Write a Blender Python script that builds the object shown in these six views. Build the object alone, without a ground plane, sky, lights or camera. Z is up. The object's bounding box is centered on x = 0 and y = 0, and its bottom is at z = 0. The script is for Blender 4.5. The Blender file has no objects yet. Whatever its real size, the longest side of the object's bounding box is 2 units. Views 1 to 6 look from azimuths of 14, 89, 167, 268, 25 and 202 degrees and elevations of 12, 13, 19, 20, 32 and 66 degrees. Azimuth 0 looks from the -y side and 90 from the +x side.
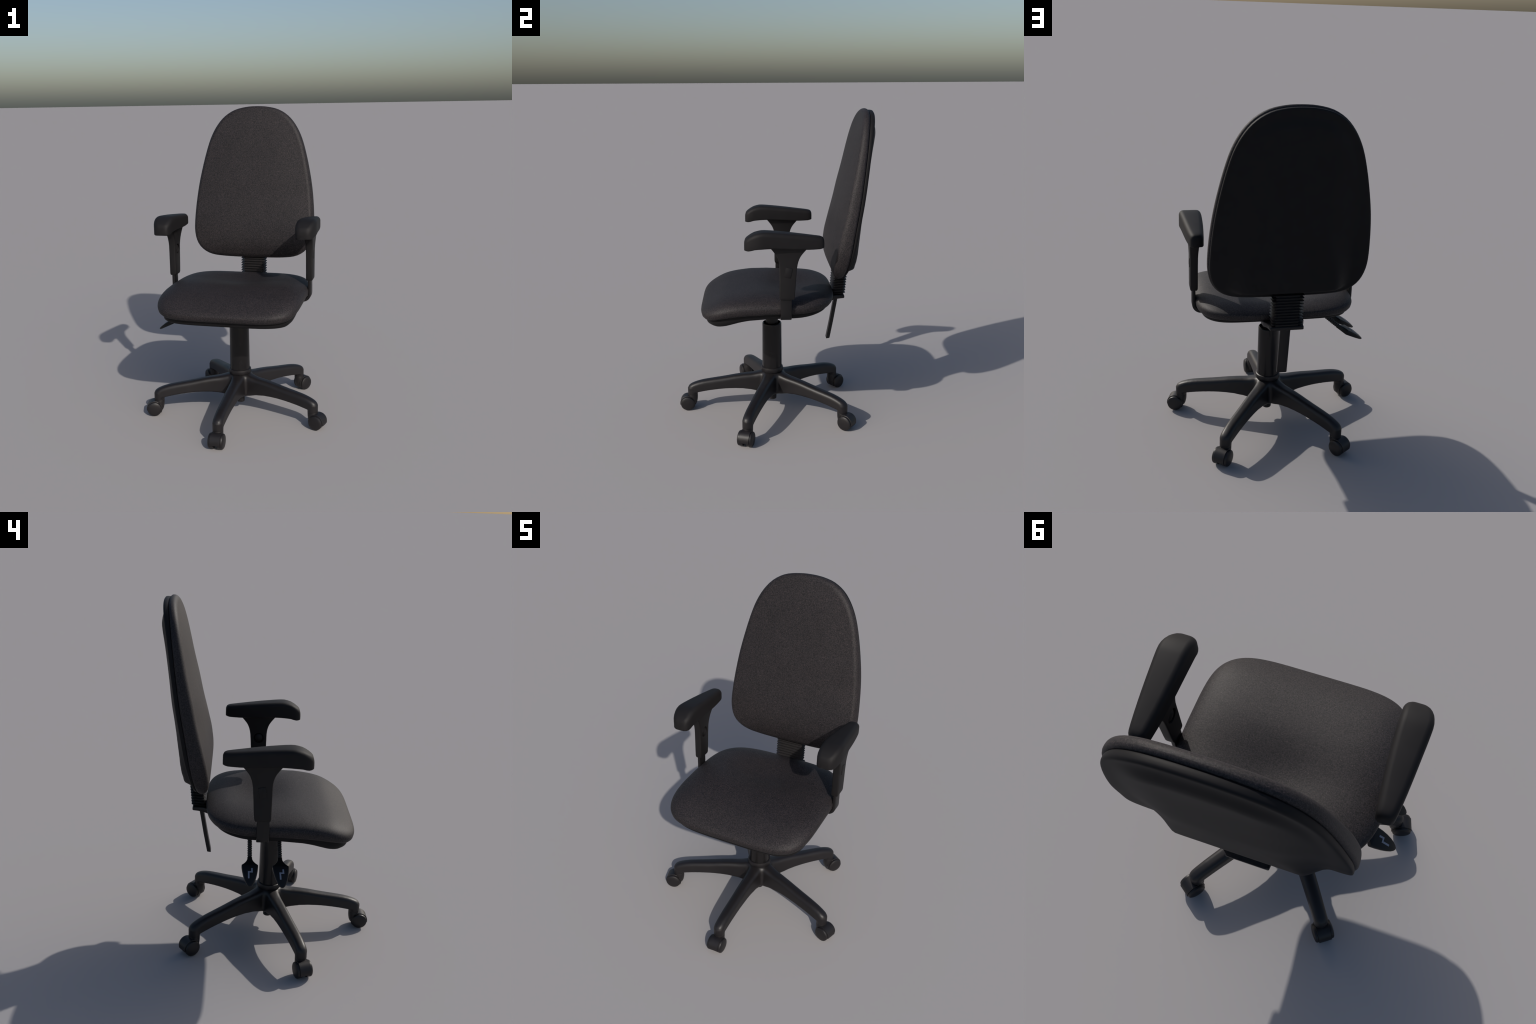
import bpy, bmesh, math
from mathutils import Vector, Matrix

# ------------------------------------------------------------------ helpers
COL = bpy.context.scene.collection


def lerp_table(t, x):
    """Piecewise smooth (Catmull-Rom / monotone-ish) interpolation of a small profile table."""
    if x <= t[0][0]:
        return t[0][1]
    if x >= t[-1][0]:
        return t[-1][1]
    for i in range(len(t) - 1):
        if t[i][0] <= x <= t[i + 1][0]:
            x0, y0 = t[i]
            x1, y1 = t[i + 1]
            h = x1 - x0
            d = (y1 - y0) / h

            def slope(k):
                if k <= 0 or k >= len(t) - 1:
                    return None
                a = (t[k][1] - t[k - 1][1]) / (t[k][0] - t[k - 1][0])
                b = (t[k + 1][1] - t[k][1]) / (t[k + 1][0] - t[k][0])
                if a * b <= 0:
                    return 0.0
                return 2 * a * b / (a + b)
            m0, m1 = slope(i), slope(i + 1)
            m0 = d if m0 is None else m0
            m1 = d if m1 is None else m1
            s = (x - x0) / h
            return (y0 * (1 + 2 * s) * (1 - s) ** 2 + m0 * h * s * (1 - s) ** 2
                    + y1 * s * s * (3 - 2 * s) + m1 * h * s * s * (s - 1))


def smoothstep(a, b, x):
    t = max(0.0, min(1.0, (x - a) / (b - a)))
    return t * t * (3 - 2 * t)


def new_obj(name, mesh, mat, parent=None, smooth=40):
    ob = bpy.data.objects.new(name, mesh)
    COL.objects.link(ob)
    if mat:
        mesh.materials.clear()
        mesh.materials.append(mat)
    if smooth is not None:
        shade(mesh, smooth)
    if parent:
        ob.parent = parent
    return ob


def shade(mesh, angle):
    bm = bmesh.new()
    bm.from_mesh(mesh)
    for f in bm.faces:
        f.smooth = True
    lim = math.radians(angle)
    for e in bm.edges:
        e.smooth = not (len(e.link_faces) == 2 and e.calc_face_angle(0) > lim)
    bm.to_mesh(mesh)
    bm.free()


def add_loft(bm, rings, cap0=True, cap1=True, closed=False):
    """Skin a list of rings (each a list of points in the same order)."""
    vr = [[bm.verts.new(p) for p in r] for r in rings]
    n = len(vr[0])
    pairs = list(zip(vr[:-1], vr[1:]))
    if closed:
        pairs.append((vr[-1], vr[0]))
    for a, b in pairs:
        for i in range(n):
            j = (i + 1) % n
            bm.faces.new((a[i], a[j], b[j], b[i]))
    if not closed:
        for flag, r in ((cap0, vr[0]), (cap1, vr[-1])):
            if flag:
                c = bm.verts.new(sum((v.co for v in r), Vector()) / n)
                for i in range(n):
                    bm.faces.new((r[i], r[(i + 1) % n], c))
    return vr


def finish(bm, name):
    bmesh.ops.recalc_face_normals(bm, faces=bm.faces)
    me = bpy.data.meshes.new(name)
    bm.to_mesh(me)
    bm.free()
    return me


def loft_mesh(name, rings, cap0=True, cap1=True, closed=False):
    bm = bmesh.new()
    add_loft(bm, rings, cap0, cap1, closed)
    return finish(bm, name)


def revolve(profile, n=48, axis='Z', origin=(0, 0, 0)):
    """Rings for a lathe profile [(radius, height)...]."""
    rings = []
    for r, h in profile:
        ring = []
        for i in range(n):
            a = 2 * math.pi * i / n
            c, s = r * math.cos(a), r * math.sin(a)
            p = {'Z': (c, s, h), 'X': (h, c, s), 'Y': (s, h, c)}[axis]
            ring.append(Vector(p) + Vector(origin))
        rings.append(ring)
    return rings


def rounded_rect(hx, hy, r, seg=5):
    """Counter-clockwise rounded rectangle, r may be one radius or four (++, -+, --, +-)."""
    rs = r if isinstance(r, (list, tuple)) else (r,) * 4
    pts = []
    for (sx, sy), a0, rr in zip(((1, 1), (-1, 1), (-1, -1), (1, -1)), (0, 90, 180, 270), rs):
        rr = max(1e-4, min(rr, hx, hy))
        for k in range(seg + 1):
            a = math.radians(a0 + 90 * k / seg)
            pts.append((sx * (hx - rr) + rr * math.cos(a), sy * (hy - rr) + rr * math.sin(a)))
    return pts


def box_bm(bm, lo, hi, bevel=0.003):
    r = bmesh.ops.create_cube(bm, size=1.0)
    for v in r['verts']:
        v.co = Vector([lo[i] + (v.co[i] + 0.5) * (hi[i] - lo[i]) for i in range(3)])
    edges = {e for v in r['verts'] for e in v.link_edges}
    bmesh.ops.bevel(bm, geom=list(edges), offset=bevel, segments=2, affect='EDGES', profile=0.5)


def evaluated(ob):
    dg = bpy.context.evaluated_depsgraph_get()
    me = bpy.data.meshes.new_from_object(ob.evaluated_get(dg))
    return me


# ---------------------------------------------------------------- materials
def base_mat(name):
    m = bpy.data.materials.new(name)
    m.use_nodes = True
    nt = m.node_tree
    return m, nt, nt.nodes['Principled BSDF']


def node(nt, kind, **kw):
    n = nt.nodes.new(kind)
    for k, v in kw.items():
        if k in n.inputs:
            n.inputs[k].default_value = v
        else:
            setattr(n, k, v)
    return n


def mix_color(nt, fac, a, b):
    m = nt.nodes.new('ShaderNodeMix')
    m.data_type = 'RGBA'
    m.inputs[6].default_value = (*a, 1) if not hasattr(a, 'links') else (0, 0, 0, 1)
    m.inputs[7].default_value = (*b, 1) if not hasattr(b, 'links') else (0, 0, 0, 1)
    if hasattr(a, 'links'):
        nt.links.new(a, m.inputs[6])
    if hasattr(b, 'links'):
        nt.links.new(b, m.inputs[7])
    nt.links.new(fac, m.inputs[0])
    return m.outputs[2]


def ramp(nt, src, lo, hi):
    mr = node(nt, 'ShaderNodeMapRange')
    mr.inputs['From Min'].default_value = lo
    mr.inputs['From Max'].default_value = hi
    nt.links.new(src, mr.inputs['Value'])
    return mr.outputs['Result']


def fabric_material():
    m, nt, b = base_mat('woven_charcoal_fabric')
    tc = node(nt, 'ShaderNodeTexCoord')
    n1 = node(nt, 'ShaderNodeTexNoise', Scale=150.0, Detail=3.0, Roughness=0.6)
    n2 = node(nt, 'ShaderNodeTexNoise', Scale=230.0, Detail=2.0)
    n3 = node(nt, 'ShaderNodeTexNoise', Scale=7.0, Detail=3.0)
    for n in (n1, n2, n3):
        nt.links.new(tc.outputs['Object'], n.inputs['Vector'])
    c = mix_color(nt, ramp(nt, n1.outputs['Fac'], 0.38, 0.62), FAB_DARK, FAB_LIGHT)
    c = mix_color(nt, ramp(nt, n2.outputs['Fac'], 0.57, 0.70), c, FAB_FLECK)
    mul = nt.nodes.new('ShaderNodeMix')
    mul.data_type = 'RGBA'
    mul.blend_type = 'MULTIPLY'
    mul.inputs[0].default_value = 1.0
    nt.links.new(c, mul.inputs[6])
    g = mix_color(nt, ramp(nt, n3.outputs['Fac'], 0.3, 0.7), (0.92, 0.92, 0.92), (1.06, 1.05, 1.05))
    nt.links.new(g, mul.inputs[7])
    nt.links.new(mul.outputs[2], b.inputs['Base Color'])
    b.inputs['Roughness'].default_value = 0.62
    b.inputs['Specular IOR Level'].default_value = 0.30
    bump = node(nt, 'ShaderNodeBump', Strength=0.25, Distance=0.002)
    nt.links.new(n1.outputs['Fac'], bump.inputs['Height'])
    nt.links.new(bump.outputs['Normal'], b.inputs['Normal'])
    return m


def plastic_material(name, color, rough, spec=0.5, grain=0.0):
    m, nt, b = base_mat(name)
    tc = node(nt, 'ShaderNodeTexCoord')
    n = node(nt, 'ShaderNodeTexNoise', Scale=14.0, Detail=3.0)
    nt.links.new(tc.outputs['Object'], n.inputs['Vector'])
    lo = tuple(c * 0.93 for c in color)
    hi = tuple(c * 1.07 for c in color)
    nt.links.new(mix_color(nt, ramp(nt, n.outputs['Fac'], 0.35, 0.65), lo, hi), b.inputs['Base Color'])
    b.inputs['Roughness'].default_value = rough
    b.inputs['Specular IOR Level'].default_value = spec
    if grain:
        g = node(nt, 'ShaderNodeTexNoise', Scale=500.0, Detail=2.0)
        nt.links.new(tc.outputs['Object'], g.inputs['Vector'])
        bump = node(nt, 'ShaderNodeBump', Strength=grain, Distance=0.001)
        nt.links.new(g.outputs['Fac'], bump.inputs['Height'])
        nt.links.new(bump.outputs['Normal'], b.inputs['Normal'])
    return m


FAB_DARK, FAB_LIGHT, FAB_FLECK = (0.0083, 0.0075, 0.0086), (0.0258, 0.0220, 0.0238), (0.050, 0.038, 0.039)
FABRIC = fabric_material()
CASTING = plastic_material('black_nylon_casting', (0.0100, 0.0086, 0.0096), 0.46, spec=0.42)
PLASTIC = plastic_material('black_moulded_plastic', (0.0085, 0.0077, 0.0083), 0.55, spec=0.28)
SHELL = plastic_material('black_shell_plastic', (0.0092, 0.0087, 0.0095), 0.58, spec=0.15, grain=0.06)
PAD = plastic_material('soft_black_polyurethane', (0.0108, 0.0099, 0.0107), 0.62, spec=0.20, grain=0.05)
STEEL = plastic_material('black_powder_coated_steel', (0.0085, 0.0078, 0.0085), 0.42, spec=0.32)
GLOSS = plastic_material('glossy_black_sleeve', (0.0088, 0.0080, 0.0085), 0.26, spec=0.32)
RUBBER = plastic_material('dull_black_rubber', (0.0240, 0.0220, 0.0226), 0.5, spec=0.22)  # base colour lightened so the bellows ribs show their sunlit front edges
LEVERMAT = plastic_material('blue_black_plastic', (0.0060, 0.0061, 0.0072), 0.45, spec=0.3)
MARKMAT = plastic_material('pale_grey_blue_paint', (0.22, 0.24, 0.30), 0.55)

# ---------------------------------------------------------------- the chair
chair = bpy.data.objects.new('office_chair', None)
COL.objects.link(chair)
chair['label'] = 'black swivel office chair with high rounded backrest and armrests'
chair['category'] = 'office chair'

YC = -0.004                        # the column's axis stands at (0, YC)

# ---- seat ---------------------------------------------------------------
SEAT_A, SEAT_B, SEAT_Y = 0.4535, 0.425, -0.036
SEAT_N_FRONT, SEAT_N_REAR = 4.8, 3.6
SEAT_B_REAR = 0.418
SEAM_Z = [(-0.47, 0.733), (-0.40, 0.745), (-0.30, 0.770), (-0.20, 0.785), (-0.05, 0.794),
          (0.15, 0.796), (0.28, 0.805), (0.40, 0.818)]
PAN_Z = [(-0.46, 0.706), (-0.36, 0.705), (-0.31, 0.713), (-0.25, 0.731), (-0.20, 0.745), (-0.12, 0.757),
         (0.0, 0.763), (0.15, 0.765), (0.23, 0.772), (0.30, 0.785), (0.36, 0.806)]
CREST_Z = [(-0.47, 0.822), (-0.40, 0.842), (-0.30, 0.870), (-0.20, 0.884), (-0.08, 0.896), (0.05, 0.901), (0.15, 0.904), (0.25, 0.904), (0.33, 0.897), (0.40, 0.875)]


def seat_outline(scale=1.0, inset=0.0, n=112):
    a, b = SEAT_A * scale - inset, SEAT_B * scale - inset
    pts = []
    for i in range(n):
        t = 2 * math.pi * i / n
        c, s = math.cos(t), math.sin(t)
        k = 2.0 / (SEAT_N_FRONT if s < 0 else SEAT_N_REAR)
        bb = b if s < 0 else b - (SEAT_B - SEAT_B_REAR) * scale
        pts.append((a * math.copysign(abs(c) ** k, c), SEAT_Y + bb * math.copysign(abs(s) ** k, s)))
    return pts


def build_seat():
    rings = []
    # closed underside hidden by the pan, seam, then a soft bulge up to the crest and a shallow dish
    rings.append([(x, y, lerp_table(SEAM_Z, y) + 0.004) for x, y in seat_outline(inset=0.040)])
    rings.append([(x, y, lerp_table(SEAM_Z, y) + 0.000) for x, y in seat_outline(inset=0.026)])
    rings.append([(x, y, lerp_table(SEAM_Z, y) + 0.004) for x, y in seat_outline(inset=0.012)])
    rings.append([(x, y, lerp_table(SEAM_Z, y) + 0.015) for x, y in seat_outline(inset=0.004)])
    rings.append([(x, y, lerp_table(SEAM_Z, y) + 0.028) for x, y in seat_outline(inset=0.001)])
    for k in range(0, 30):
        s = math.cos(0.5 * math.pi * k / 30) if k < 18 else None
        if s is None:
            s = math.cos(0.5 * math.pi * 17 / 30) * (1 - (k - 17) / 12.5)
        ring = []
        for x, y in seat_outline(scale=s):
            zb = lerp_table(SEAM_Z, y) + 0.036
            top = lerp_table(CREST_Z, y) - 0.037 * math.exp(-((x / 0.23) ** 2 + ((y - 0.115) / 0.165) ** 2))
            top += 0.016 * (x / 0.38) ** 2 * (1 - smoothstep(-0.15, 0.10, y))
            f = (1 - s ** 3.8) ** (1 / 2.15)
            ring.append((x, y, zb + (top - zb) * f))
        rings.append(ring)
    me = loft_mesh('seat', rings)
    seat = new_obj('seat', me, FABRIC, chair, 75)
    # pan under the cushion
    rings = []
    for inset, rise in ((0.060, 0.006), (0.029, 0.003), (0.027, -0.003)):
        rings.append([(x, y, lerp_table(SEAM_Z, y) + rise) for x, y in seat_outline(inset=inset)])
    for inset, mixv in ((0.029, 0.45), (0.032, 0.75), (0.040, 0.93), (0.053, 1.0), (0.085, 1.03), (0.16, 1.05), (0.3, 1.05)):
        ring = []
        for x, y in seat_outline(inset=inset):
            a, b = lerp_table(SEAM_Z, y) - 0.004, lerp_table(PAN_Z, y)
            ring.append((x, y, a + (b - a) * mixv))
        rings.append(ring)
    pan = new_obj('seat_pan', loft_mesh('seat_pan', rings), SHELL, seat, 60)
    return seat


seat = build_seat()

# ---- tilt mechanism below the seat ---------------------------------------
bm = bmesh.new()
box_bm(bm, (-0.10, -0.16, 0.744), (0.10, 0.22, 0.785), 0.008)
box_bm(bm, (-0.30, 0.105, 0.742), (0.05, 0.150, 0.768), 0.006)
box_bm(bm, (-0.30, -0.060, 0.742), (0.05, -0.015, 0.768), 0.006)
mechanism = new_obj('tilt_mechanism', finish(bm, 'tilt_mechanism'), STEEL, chair, 40)

# plate that carries the back: narrow under the seat, wide behind it
rings = []
for y, hw, z0, z1 in ((0.16, 0.100, 0.748, 0.782), (0.30, 0.110, 0.768, 0.802), (0.375, 0.111, 0.784, 0.815), (0.400, 0.100, 0.789, 0.817),
                      (0.430, 0.094, 0.792, 0.816), (0.458, 0.092, 0.794, 0.815), (0.462, 0.090, 0.797, 0.811)):
    zc, hz = (z0 + z1) / 2, (z1 - z0) / 2
    rings.append([(u, y, zc + v) for u, v in rounded_rect(hw, hz, 0.005, 2)])
plate = new_obj('back_carrier', loft_mesh('back_carrier', rings), STEEL, chair, 40)

# flat spine bar hanging through the carrier
rings = []
for z, y in ((0.497, 0.3645), (0.500, 0.3655), (0.62, 0.388), (0.775, 0.414), (1.02, 0.452)):
    k = 0.85 if z < 0.499 else 1.0
    rings.append([(u, y + v, z + 0.15 * v) for u, v in rounded_rect(0.028 * k, 0.0115 * k, 0.004, 3)])
spine = new_obj('spine_bar', loft_mesh('spine_bar', rings), STEEL, chair, 40)

# bellows sleeve round the spine
rings = []
pitch, z0, z1 = 0.0172, 0.812, 1.005
nrib = int((z1 - z0) / pitch)
for i in range(nrib):
    for fr, out in ((0.0, 0.0), (0.54, 0.0), (0.67, 0.40), (0.75, 1.0), (0.80, 1.0), (0.88, 0.40)):
        z = z0 + (i + fr) * pitch
        yc = 0.4215 + (z - 0.80) * 0.085
        hx, hy = 0.064 + 0.0205 * out, 0.030 + 0.0145 * out
        rings.append([(u, yc + v, z + v * 0.10) for u, v in rounded_rect(hx, hy, 0.008, 4)])
bellows = new_obj('bellows', loft_mesh('bellows', rings), RUBBER, chair, 50)

# ---- backrest -------------------------------------------------------------
BACK_HALF = [(0.0, 0.968), (0.10, 0.9685), (0.20, 0.971), (0.285, 0.979), (0.343, 1.000), (0.386, 1.036), (0.4135, 1.085),
             (0.428, 1.15), (0.429, 1.23), (0.422, 1.34), (0.409, 1.45), (0.389, 1.56), (0.361, 1.68), (0.328, 1.785),
             (0.285, 1.868), (0.230, 1.932), (0.160, 1.975), (0.08, 1.995), (0.0, 2.000)]
GROOVE_Y = [(0.95, 0.398), (0.99, 0.415), (1.15, 0.455), (1.31, 0.483), (1.465, 0.511), (1.62, 0.534), (1.75, 0.552), (1.90, 0.573), (2.0, 0.592)]
FRONT_Y = [(0.95, 0.376), (1.00, 0.357), (1.06, 0.348), (1.15, 0.358), (1.25, 0.380), (1.40, 0.416), (1.50, 0.436), (1.64, 0.467),
           (1.75, 0.488), (1.85, 0.507), (1.92, 0.522), (2.01, 0.545)]
BAND = [(0.97, 0.62), (1.08, 0.70), (1.25, 0.95), (1.75, 1.0), (1.92, 1.25)]
DOME = [(1.03, 0.055), (1.08, 0.056), (1.20, 0.046), (1.40, 0.042), (1.60, 0.032), (1.70, 0.029), (1.87, 0.026), (1.96, 0.010)]
BACK_C = 1.47


def back_outline(n=120):
    """Even arc-length resample of the symmetric outline (x, z)."""
    half = [Vector((x * 0.988, z)) for x, z in BACK_HALF]
    dense = []
    for i in range(len(half) - 1):
        p0 = half[i - 1] if i else Vector((-half[1][0], half[1][1]))
        p1, p2 = half[i], half[i + 1]
        p3 = half[i + 2] if i + 2 < len(half) else Vector((-half[-2][0], half[-2][1]))
        for k in range(8):
            t = k / 8
            dense.append(0.5 * ((2 * p1) + (p2 - p0) * t + (2 * p0 - 5 * p1 + 4 * p2 - p3) * t * t + (3 * p1 - p0 - 3 * p2 + p3) * t ** 3))
    full = dense + [half[-1]] + [Vector((-p.x, p.y)) for p in reversed(dense[1:])]
    full.append(full[0])
    cum = [0.0]
    for a, b in zip(full[:-1], full[1:]):
        cum.append(cum[-1] + (b - a).length)
    out, j = [], 0
    for i in range(n):
        s = cum[-1] * i / n
        while cum[j + 1] < s:
            j += 1
        t = (s - cum[j]) / (cum[j + 1] - cum[j])
        out.append(full[j].lerp(full[j + 1], t))
    return out


def inset_loop(loop, d):
    n = len(loop)
    out = []
    for i in range(n):
        t = (loop[(i + 1) % n] - loop[i - 1]).normalized()
        nrm = Vector((-t.y, t.x))            # the loop runs counter-clockwise: left is inwards
        out.append(loop[i] + nrm * d)
    return out


def scale_loop(loop, s):
    return [Vector((p.x * s, BACK_C + (p.y - BACK_C) * s)) for p in loop]


def build_back():
    loop = back_outline()
    ring = []
    for d, dy in ((0.030, 0.004), (0.012, 0.002), (0.006, -0.001), (0.002, -0.006), (0.0, -0.012)):
        ring.append([(p.x, lerp_table(GROOVE_Y, p.y) + dy, p.y) for p in inset_loop(loop, d)])
    rim = 0.036
    last = loop
    for k in range(0, 15):
        q = math.radians(90 * k / 14)
        last = inset_loop(loop, rim * (1 - max(0.0, math.cos(q)) ** 0.8))
        rr = []
        for p in last:
            edge = lerp_table(GROOVE_Y, p.y) - 0.014
            front = lerp_table(FRONT_Y, p.y) + 0.012
            rr.append((p.x, edge + (front - edge) * math.sin(q) ** 0.8, p.y))
        ring.append(rr)
    for s in (0.96, 0.92, 0.87, 0.81, 0.74, 0.66, 0.57, 0.47, 0.36, 0.24, 0.12):
        puff = 0.014 * (1 - s ** 2.5)
        ring.append([(p.x, lerp_table(FRONT_Y, p.y) + 0.012 - puff, p.y) for p in scale_loop(last, s)])
    back = new_obj('backrest', loft_mesh('backrest', ring), FABRIC, chair, 75)
    # moulded shell behind
    ring = []
    for d, dy in ((0.040, 0.000), (0.020, 0.000), (0.0120, 0.0015), (0.0090, 0.006), (0.0090, 0.017), (0.0105, 0.0225), (0.0150, 0.0255), (0.022, 0.0265)):
        ring.append([(p.x, lerp_table(GROOVE_Y, p.y) + dy * lerp_table(BAND, p.y), p.y) for p in inset_loop(loop, d)])
    inner = inset_loop(loop, 0.022)
    for s in (0.985, 0.97, 0.955, 0.94, 0.925, 0.91, 0.89, 0.87, 0.84, 0.80, 0.76, 0.72, 0.66, 0.60, 0.52, 0.44, 0.30, 0.15):
        rr = []
        for p in scale_loop(inner, s):
            low = 1 - smoothstep(1.05, 1.40, p.y)
            edge = smoothstep(0.992, 0.93 * low + 0.82 * (1 - low), s)
            flat = 0.235 * low + 0.14 * (1 - low)                    # half-width of the raised middle
            side = 1 - smoothstep(flat, 0.33 * low + 0.345 * (1 - low), abs(p.x))
            rr.append((p.x, lerp_table(GROOVE_Y, p.y) + 0.0268 * lerp_table(BAND, p.y) + lerp_table(DOME, p.y) * edge * side, p.y))
        ring.append(rr)
    new_obj('back_shell', loft_mesh('back_shell', ring), SHELL, back, 60)
    return back


back = build_back()

# ---- armrests -------------------------------------------------------------
PAD_TOP = [(-0.180, 1.252), (-0.174, 1.272), (-0.155, 1.288), (-0.117, 1.3085), (-0.070, 1.3175), (0.02, 1.312), (0.12, 1.302),
           (0.22, 1.2905), (0.265, 1.285), (0.283, 1.277), (0.288, 1.264)]
PAD_BOT = [(-0.180, 1.2085), (-0.160, 1.206), (-0.110, 1.2175), (-0.03, 1.222), (0.10, 1.216), (0.19, 1.2115), (0.260, 1.213), (0.288, 1.219)]
PAD_IN = [(-0.180, 0.422), (-0.170, 0.410), (-0.14, 0.401), (-0.09, 0.400), (0.26, 0.421), (0.280, 0.427), (0.288, 0.437)]
PAD_OUT = [(-0.180, 0.482), (-0.172, 0.496), (-0.14, 0.514), (-0.085, 0.524), (0.0, 0.519), (0.25, 0.497), (0.278, 0.491), (0.288, 0.480)]
POST_FRONT = [(0.905, 0.0300), (0.918, 0.0270), (1.05, 0.0262), (1.10, 0.0260), (1.135, 0.022), (1.165, 0.012), (1.19, -0.004), (1.21, -0.020), (1.222, -0.032)]
POST_BACK = [(0.905, 0.113), (0.918, 0.117), (1.05, 0.126), (1.10, 0.130), (1.135, 0.137), (1.165, 0.149), (1.19, 0.167), (1.21, 0.185), (1.222, 0.196)]


def build_armrest(side):
    # post sleeve with a flared head
    rings = []
    zs = [0.905, 0.909, 0.918, 0.96, 1.0, 1.05, 1.10, 1.12, 1.135, 1.15, 1.165, 1.178, 1.19, 1.20, 1.21, 1.224]
    for z in zs:
        y0, y1 = lerp_table(POST_FRONT, z), lerp_table(POST_BACK, z)
        k = 1.0 if z > 0.91 else 0.86 if z < 0.907 else 0.95
        flare = 0.006 * smoothstep(1.08, 1.22, z)
        rings.append([(side * (0.459 + u), (y0 + y1) / 2 + v, z) for u, v in rounded_rect((0.0215 + flare) * k, (y1 - y0) / 2, 0.007, 4)])
    post = new_obj('armrest', loft_mesh('armrest', rings), PLASTIC, chair, 40)
    # round recess on the inner face for the height button
    by, bz = 0.076, 1.077
    cutter = new_obj('recess_cutter', loft_mesh('recess_cutter', revolve([(0.033, -0.012), (0.033, 0.012)], 32, 'X', (side * 0.4375, by, bz))), None, None, None)
    mod = post.modifiers.new('recess', 'BOOLEAN')
    mod.operation, mod.object, mod.solver = 'DIFFERENCE', cutter, 'EXACT'
    me = evaluated(post)
    post.modifiers.clear()
    post.data = me
    shade(me, 40)
    bpy.data.objects.remove(cutter)
    prof = [(0.029, 0.012), (0.029, 0.008), (0.027, 0.005), (0.021, 0.001), (0.012, -0.002), (0.003, -0.003)]
    prof = [(r, side * h) for r, h in prof]
    new_obj('height_button', loft_mesh('height_button', revolve(prof, 32, 'X', (side * 0.4395, by, bz))), PLASTIC, post, 35)
    # slanted inset panel on the outer face
    bm = bmesh.new()
    box_bm(bm, (-0.003, -0.0195, -0.029), (0.003, 0.0195, 0.029), 0.0015)
    bmesh.ops.transform(bm, matrix=Matrix.Translation((side * 0.4805, 0.078, 1.070)) @ Matrix.Rotation(math.radians(-11), 4, 'X'), verts=bm.verts)
    new_obj('cover_panel', finish(bm, 'cover_panel'), PLASTIC, post, 30)
    # padded top
    rings = []
    ys = [-0.180, -0.178, -0.174, -0.166, -0.155, -0.14, -0.12, -0.10, -0.08, -0.06, -0.03, 0.0, 0.05, 0.10, 0.15, 0.20, 0.24, 0.262, 0.273, 0.281, 0.286, 0.288]
    for y in ys:
        x0, x1 = lerp_table(PAD_IN, y), lerp_table(PAD_OUT, y)
        z0, z1 = lerp_table(PAD_BOT, y), lerp_table(PAD_TOP, y)
        hz = (z1 - z0) / 2
        sec = rounded_rect((x1 - x0) / 2, hz, (0.026, 0.026, 0.008, 0.008), 6)
        rings.append([(side * ((x0 + x1) / 2 + u), y, (z0 + z1) / 2 + v) for u, v in sec])
    new_obj('arm_pad', loft_mesh('arm_pad', rings), PAD, post, 50)
    # flat steel bar, bent inwards below the seat
    path = [(0.459, 0.93, 0), (0.459, 0.86, 0), (0.459, 0.815, 0)]
    for k in range(1, 9):
        a = 0.5 * math.pi * k / 8
        path.append((0.459 - 0.044 * (1 - math.cos(a)), 0.815 - 0.044 * math.sin(a), a))
    path.append((0.30, 0.771, 0.5 * math.pi))
    rings = []
    for x, z, a in path:
        rings.append([(side * (x + u * math.cos(a)), 0.067 + v, z - u * math.sin(a)) for u, v in rounded_rect(0.0095, 0.0335, 0.004, 2)])
    new_obj('support_bar', loft_mesh('support_bar', rings), STEEL, post, 40)
    return post


for side in (1, -1):
    build_armrest(side)

# ---- gas column -----------------------------------------------------------
col = loft_mesh('gas_column', revolve([(0.052, 0.20), (0.0655, 0.21), (0.0645, 0.45), (0.0635, 0.600), (0.0625, 0.6055), (0.059, 0.6085), (0.056, 0.6075), (0.055, 0.590), (0.040, 0.585)], 56, 'Z', (0, YC - 0.0025, 0)))
column = new_obj('gas_column', col, GLOSS, chair, 40)
new_obj('piston', loft_mesh('piston', revolve([(0.041, 0.57), (0.041, 0.73)], 40, 'Z', (0, YC - 0.0025, 0))), STEEL, column, 40)
new_obj('collar', loft_mesh('collar', revolve([(0.060, 0.262), (0.0700, 0.270), (0.0735, 0.2745), (0.0735, 0.294), (0.0722, 0.299), (0.0675, 0.302), (0.0640, 0.3015)], 56, 'Z', (0, YC - 0.0025, 0))), CASTING, column, 40)

# ---- five-star base -------------------------------------------------------
LEG_R = 0.541
LEG_TOP = [(0.0, 0.268), (0.06, 0.268), (0.078, 0.265), (0.10, 0.259), (0.14, 0.2515), (0.222, 0.243), (0.30, 0.230), (0.34, 0.2235), (0.43, 0.2105), (0.476, 0.2025),
           (0.52, 0.190), (0.548, 0.178), (0.566, 0.165), (0.573, 0.150)]
LEG_BOT = [(0.0, 0.125), (0.08, 0.126), (0.11, 0.133), (0.145, 0.1435), (0.20, 0.151), (0.27, 0.153), (0.33, 0.150), (0.40, 0.1425), (0.45, 0.135), (0.51, 0.123), (0.573, 0.110)]
LEG_W = [(0.0, 0.040), (0.06, 0.044), (0.09, 0.044), (0.13, 0.0405), (0.20, 0.0375), (0.35, 0.0355), (0.50, 0.033), (0.541, 0.0325)]


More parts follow.
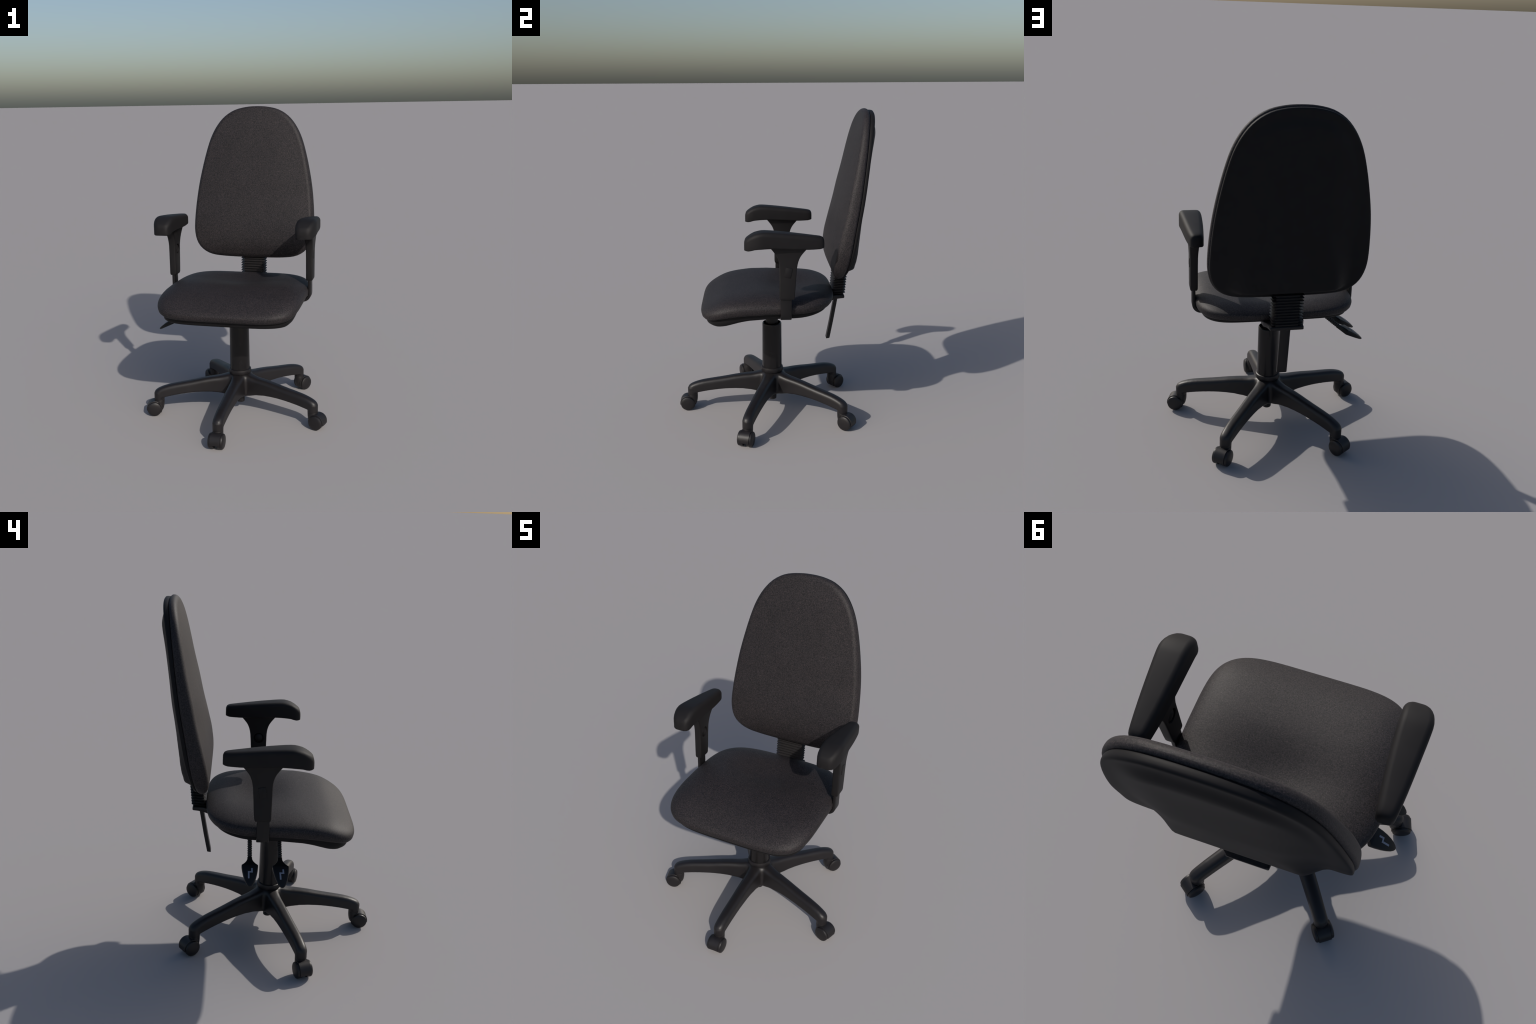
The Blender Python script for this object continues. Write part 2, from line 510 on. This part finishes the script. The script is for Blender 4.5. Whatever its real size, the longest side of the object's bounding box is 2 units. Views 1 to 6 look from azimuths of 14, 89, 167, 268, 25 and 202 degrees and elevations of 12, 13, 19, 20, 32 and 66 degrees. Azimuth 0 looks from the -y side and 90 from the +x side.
def build_base():
    bm = bmesh.new()
    rs = [0.0, 0.03, 0.06, 0.09, 0.12, 0.15, 0.20, 0.25, 0.30, 0.35, 0.40, 0.44, 0.47, 0.50, 0.52, 0.541]
    rs += [LEG_R + 0.0325 * math.sin(math.radians(a)) for a in (20, 40, 55, 68, 78, 85)]
    for k in range(5):
        rot = Matrix.Translation((0, YC, 0)) @ Matrix.Rotation(math.radians(-90 + 72 * k), 4, 'Z')
        rings = []
        for r in rs:
            w = lerp_table(LEG_W, r) if r <= LEG_R else math.sqrt(max(1e-6, 0.0325 ** 2 - (r - LEG_R) ** 2))
            z0, z1 = lerp_table(LEG_BOT, r), lerp_table(LEG_TOP, r)
            hz = (z1 - z0) / 2
            sec = rounded_rect(w, hz, (min(0.025, w * 0.8),) * 2 + (0.006,) * 2, 5)
            flare = 0.06
            rings.append([rot @ Vector((r, u * (1 + flare * (-v / hz)), (z0 + z1) / 2 + v)) for u, v in sec])
        add_loft(bm, rings)
        add_loft(bm, [[rot @ Vector(p) for p in r] for r in revolve([(0.026, 0.1005), (0.0335, 0.1010), (0.0335, 0.150), (0.024, 0.165)], 32, 'Z', (LEG_R, 0, 0))])
    add_loft(bm, revolve([(0.074, 0.122), (0.087, 0.128), (0.0885, 0.18), (0.087, 0.228), (0.082, 0.250), (0.074, 0.264), (0.060, 0.270)], 56, 'Z', (0, YC, 0)))
    add_loft(bm, revolve([(0.024, 0.063), (0.027, 0.066), (0.028, 0.15)], 32, 'Z', (0, YC, 0)))
    whole = new_obj('base_body', finish(bm, 'base_body'), None, None, None)
    m = whole.modifiers.new('fuse', 'REMESH')
    m.mode, m.voxel_size = 'VOXEL', 0.0034
    s = whole.modifiers.new('relax', 'SMOOTH')
    s.factor, s.iterations = 0.5, 8
    me = evaluated(whole)
    # wide soft fillets where the legs run into the hub
    whole.modifiers.clear()
    whole.data = me
    soft = whole.vertex_groups.new(name='hub_fillet')
    for v in me.vertices:
        r = math.hypot(v.co.x, v.co.y - YC)
        w = (1 - smoothstep(0.12, 0.17, r)) * smoothstep(0.085, 0.10, r + 0.02) * smoothstep(0.118, 0.124, v.co.z)
        if w > 0.01:
            soft.add([v.index], w, 'REPLACE')
    s = whole.modifiers.new('fillet', 'SMOOTH')
    s.factor, s.iterations, s.vertex_group = 0.5, 70, 'hub_fillet'
    me = evaluated(whole)
    bpy.data.objects.remove(whole)
    # split the one smooth casting into hub and legs, keeping the common normals
    normals = [v.normal.copy() for v in me.vertices]
    groups = {k: [] for k in range(6)}
    for p in me.polygons:
        c = p.center - Vector((0, YC, 0))
        if math.hypot(c.x, c.y) < 0.098:
            groups[5].append(p)
        else:
            a = (math.degrees(math.atan2(c.y, c.x)) + 90 + 36) % 360
            groups[int(a // 72)].append(p)
    made = {}
    for k in (5, 0, 1, 2, 3, 4):
        remap, vs, fs, nr = {}, [], [], []
        for p in groups[k]:
            f = []
            for i in p.vertices:
                if i not in remap:
                    remap[i] = len(vs)
                    vs.append(me.vertices[i].co.copy())
                    nr.append(normals[i])
                f.append(remap[i])
            fs.append(f)
        name = 'base' if k == 5 else 'leg'
        part = bpy.data.meshes.new(name)
        part.from_pydata(vs, [], fs)
        part.polygons.foreach_set('use_smooth', [True] * len(fs))
        part.normals_split_custom_set_from_vertices(nr)
        made[k] = new_obj(name, part, CASTING, chair if k == 5 else made[5], None)
    return made[5]


base = build_base()

# ---- casters --------------------------------------------------------------
def build_casters():
    R_AX, ZW, RW = 0.034, 0.0465, 0.0465         # axle trails outwards from the stem
    # hood: an arch over the wheels, local x = outwards, y = along the axle
    outer, innr = [], []
    steps = 26
    a0, a1 = -12, 215
    for i in range(steps + 1):
        a = math.radians(a0 + (a1 - a0) * i / steps)
        outer.append((R_AX + 0.0515 * math.cos(a), ZW + 0.0515 * math.sin(a)))
        innr.append((R_AX + 0.0440 * math.cos(a), ZW + 0.0440 * math.sin(a)))
    prof = outer + innr[::-1]
    rings = []
    for y, k in ((-0.0318, 0.97), (-0.0306, 1.0), (0.0306, 1.0), (0.0318, 0.97)):
        rings.append([(R_AX + (x - R_AX) * k, y, ZW + (z - ZW) * k) for x, z in prof])
    bm = bmesh.new()
    vr = [[bm.verts.new(p) for p in r] for r in rings]
    n = len(prof)
    for a, b in zip(vr[:-1], vr[1:]):
        for i in range(n):
            bm.faces.new((a[i], a[(i + 1) % n], b[(i + 1) % n], b[i]))
    for r in (vr[0], vr[-1]):
        for i in range(steps):
            bm.faces.new((r[i], r[i + 1], r[n - 2 - i], r[n - 1 - i]))
    # central web carrying the axle
    for y0, y1 in ((-0.0085, 0.0085),):
        web = [[(R_AX + 0.022 * math.cos(t), y, ZW + 0.022 + 0.020 * math.sin(t)) for t in [2 * math.pi * i / 28 for i in range(28)]] for y in (y0, y1)]
        add_loft(bm, web)
    hood = finish(bm, 'caster')
    stem = loft_mesh('caster_stem', revolve([(0.020, 0.030), (0.027, 0.045), (0.0305, 0.062), (0.0322, 0.076), (0.0328, 0.1015), (0.0322, 0.1030), (0.0310, 0.1036), (0.0310, 0.107), (0.02, 0.108)], 36))
    wheel = loft_mesh('wheel', revolve([(0.006, 0.0125), (0.0430, 0.0125), (0.0462, 0.0145), (0.0465, 0.0308), (0.0455, 0.0315), (0.0455, 0.0325), (0.0466, 0.0332), (0.0464, 0.0395),
                                       (0.0446, 0.0434), (0.0400, 0.0464), (0.0280, 0.0490), (0.0120, 0.0502)], 44, 'Y', (R_AX, 0, ZW)))
    for me, ang in ((hood, 40), (stem, 40), (wheel, 32)):
        shade(me, ang)
        me.materials.append(CASTING)
    for k in range(5):
        a = math.radians(-90 + 72 * k)
        c = bpy.data.objects.new('caster', hood)
        COL.objects.link(c)
        c.parent = chair
        c.location = (LEG_R * math.cos(a), YC + LEG_R * math.sin(a), 0)
        c.rotation_euler = (0, 0, a)
        s = bpy.data.objects.new('caster_stem', stem)
        COL.objects.link(s)
        s.parent = c
        for flip in (0, 1):
            w = bpy.data.objects.new('wheel', wheel)
            COL.objects.link(w)
            w.parent = c
            if flip:
                w.location = (2 * R_AX, 0, 0)
                w.rotation_euler = (0, 0, math.pi)


build_casters()

# ---- levers ---------------------------------------------------------------
def build_lever(y_root, y_tip, drop=0.0):
    # handle: half-width and thickness along a gently drooping spine (x, z)
    spine_pts = [(-0.384, 0.648, 0.0115, 0.0115), (-0.398, 0.639, 0.0135, 0.0125), (-0.410, 0.632, 0.0190, 0.0140), (-0.422, 0.6255, 0.0290, 0.0150),
                 (-0.4315, 0.6205, 0.0420, 0.0150), (-0.436, 0.618, 0.0428, 0.0150), (-0.460, 0.6055, 0.0400, 0.0140), (-0.485, 0.591, 0.0350, 0.0122),
                 (-0.505, 0.5785, 0.0290, 0.0100), (-0.522, 0.567, 0.0215, 0.0078), (-0.533, 0.559, 0.0135, 0.0058), (-0.5385, 0.555, 0.0060, 0.0040)]
    rings = []
    spine_pts = [(x, z + drop, w, t) for x, z, w, t in spine_pts]
    n = len(spine_pts)
    for i, (x, z, w, t) in enumerate(spine_pts):
        a, b = spine_pts[max(0, i - 1)], spine_pts[min(n - 1, i + 1)]
        d = Vector((b[0] - a[0], 0, b[1] - a[1])).normalized()
        up = Vector((-d.z, 0, d.x))
        up = up if up.z > 0 else -up
        u = (x + 0.322) / (-0.540 + 0.322)
        yc = y_root + (y_tip - y_root) * u
        w *= 1.06
        rings.append([Vector((x, yc + p, z)) + up * q for p, q in rounded_rect(w, t, min(0.006, t * 0.9), 3)])
    handle = new_obj('lever', loft_mesh('lever', rings), LEVERMAT, chair, 32)
    # ribbed rod
    p0, p1 = Vector((-0.270, y_root, 0.748)), Vector((-0.390, y_root + (y_tip - y_root) * 0.3, 0.6445))
    d = (p1 - p0).normalized()
    s1 = d.cross(Vector((0, 1, 0))).normalized()
    s2 = d.cross(s1)
    L = (p1 - p0).length
    rings, nr = [], int(L / 0.0122)
    for i in range(nr):
        for fr, r in ((0.0, 0.0095), (0.40, 0.0132), (0.60, 0.0132)):
            c = p0 + d * (L * (i + fr) / nr)
            rings.append([c + s1 * (r * math.cos(2 * math.pi * j / 20)) + s2 * (r * math.sin(2 * math.pi * j / 20)) for j in range(20)])
    new_obj('ribbed_rod', loft_mesh('ribbed_rod', rings), RUBBER, handle, 50)
    # raised angular mark on the upper face: three strokes
    d = Vector((-0.0265, 0, -0.0160)).normalized()
    up = Vector((d.z, 0, -d.x))
    if up.z < 0:
        up = -up

    def at(s, off):
        """Point on the handle's upper face, s along it from the shoulder, off across."""
        x = -0.436 - s * 0.846
        tab = [(0.436, 0.618 + 0.0150 * 1.14), (0.460, 0.6055 + 0.0140 * 1.14), (0.485, 0.591 + 0.0122 * 1.15), (0.505, 0.5785 + 0.0100 * 1.17), (0.522, 0.567 + 0.0078 * 1.2), (0.533, 0.559 + 0.0058 * 1.2)]
        u = (x + 0.322) / (-0.540 + 0.322)
        return Vector((x, y_root + (y_tip - y_root) * u + off, lerp_table(tab, -x) + drop))
    bm = bmesh.new()
    for s0, s1_, o0, o1 in ((0.027, 0.0535, -0.0150, -0.0065), (0.046, 0.0535, -0.0065, 0.0110), (0.0535, 0.0860, 0.0025, 0.0110)):
        rings = []
        for s in [s0 + (s1_ - s0) * i / 4 for i in range(5)]:
            rings.append([at(s, o0) - up * 0.002, at(s, o1) - up * 0.002, at(s, o1) + up * 0.0018, at(s, o0) + up * 0.0018])
        add_loft(bm, rings)
    new_obj('lever_mark', finish(bm, 'lever_mark'), MARKMAT, handle, 30)
    return handle


build_lever(0.131, 0.1275)
build_lever(-0.031, -0.046, -0.004)
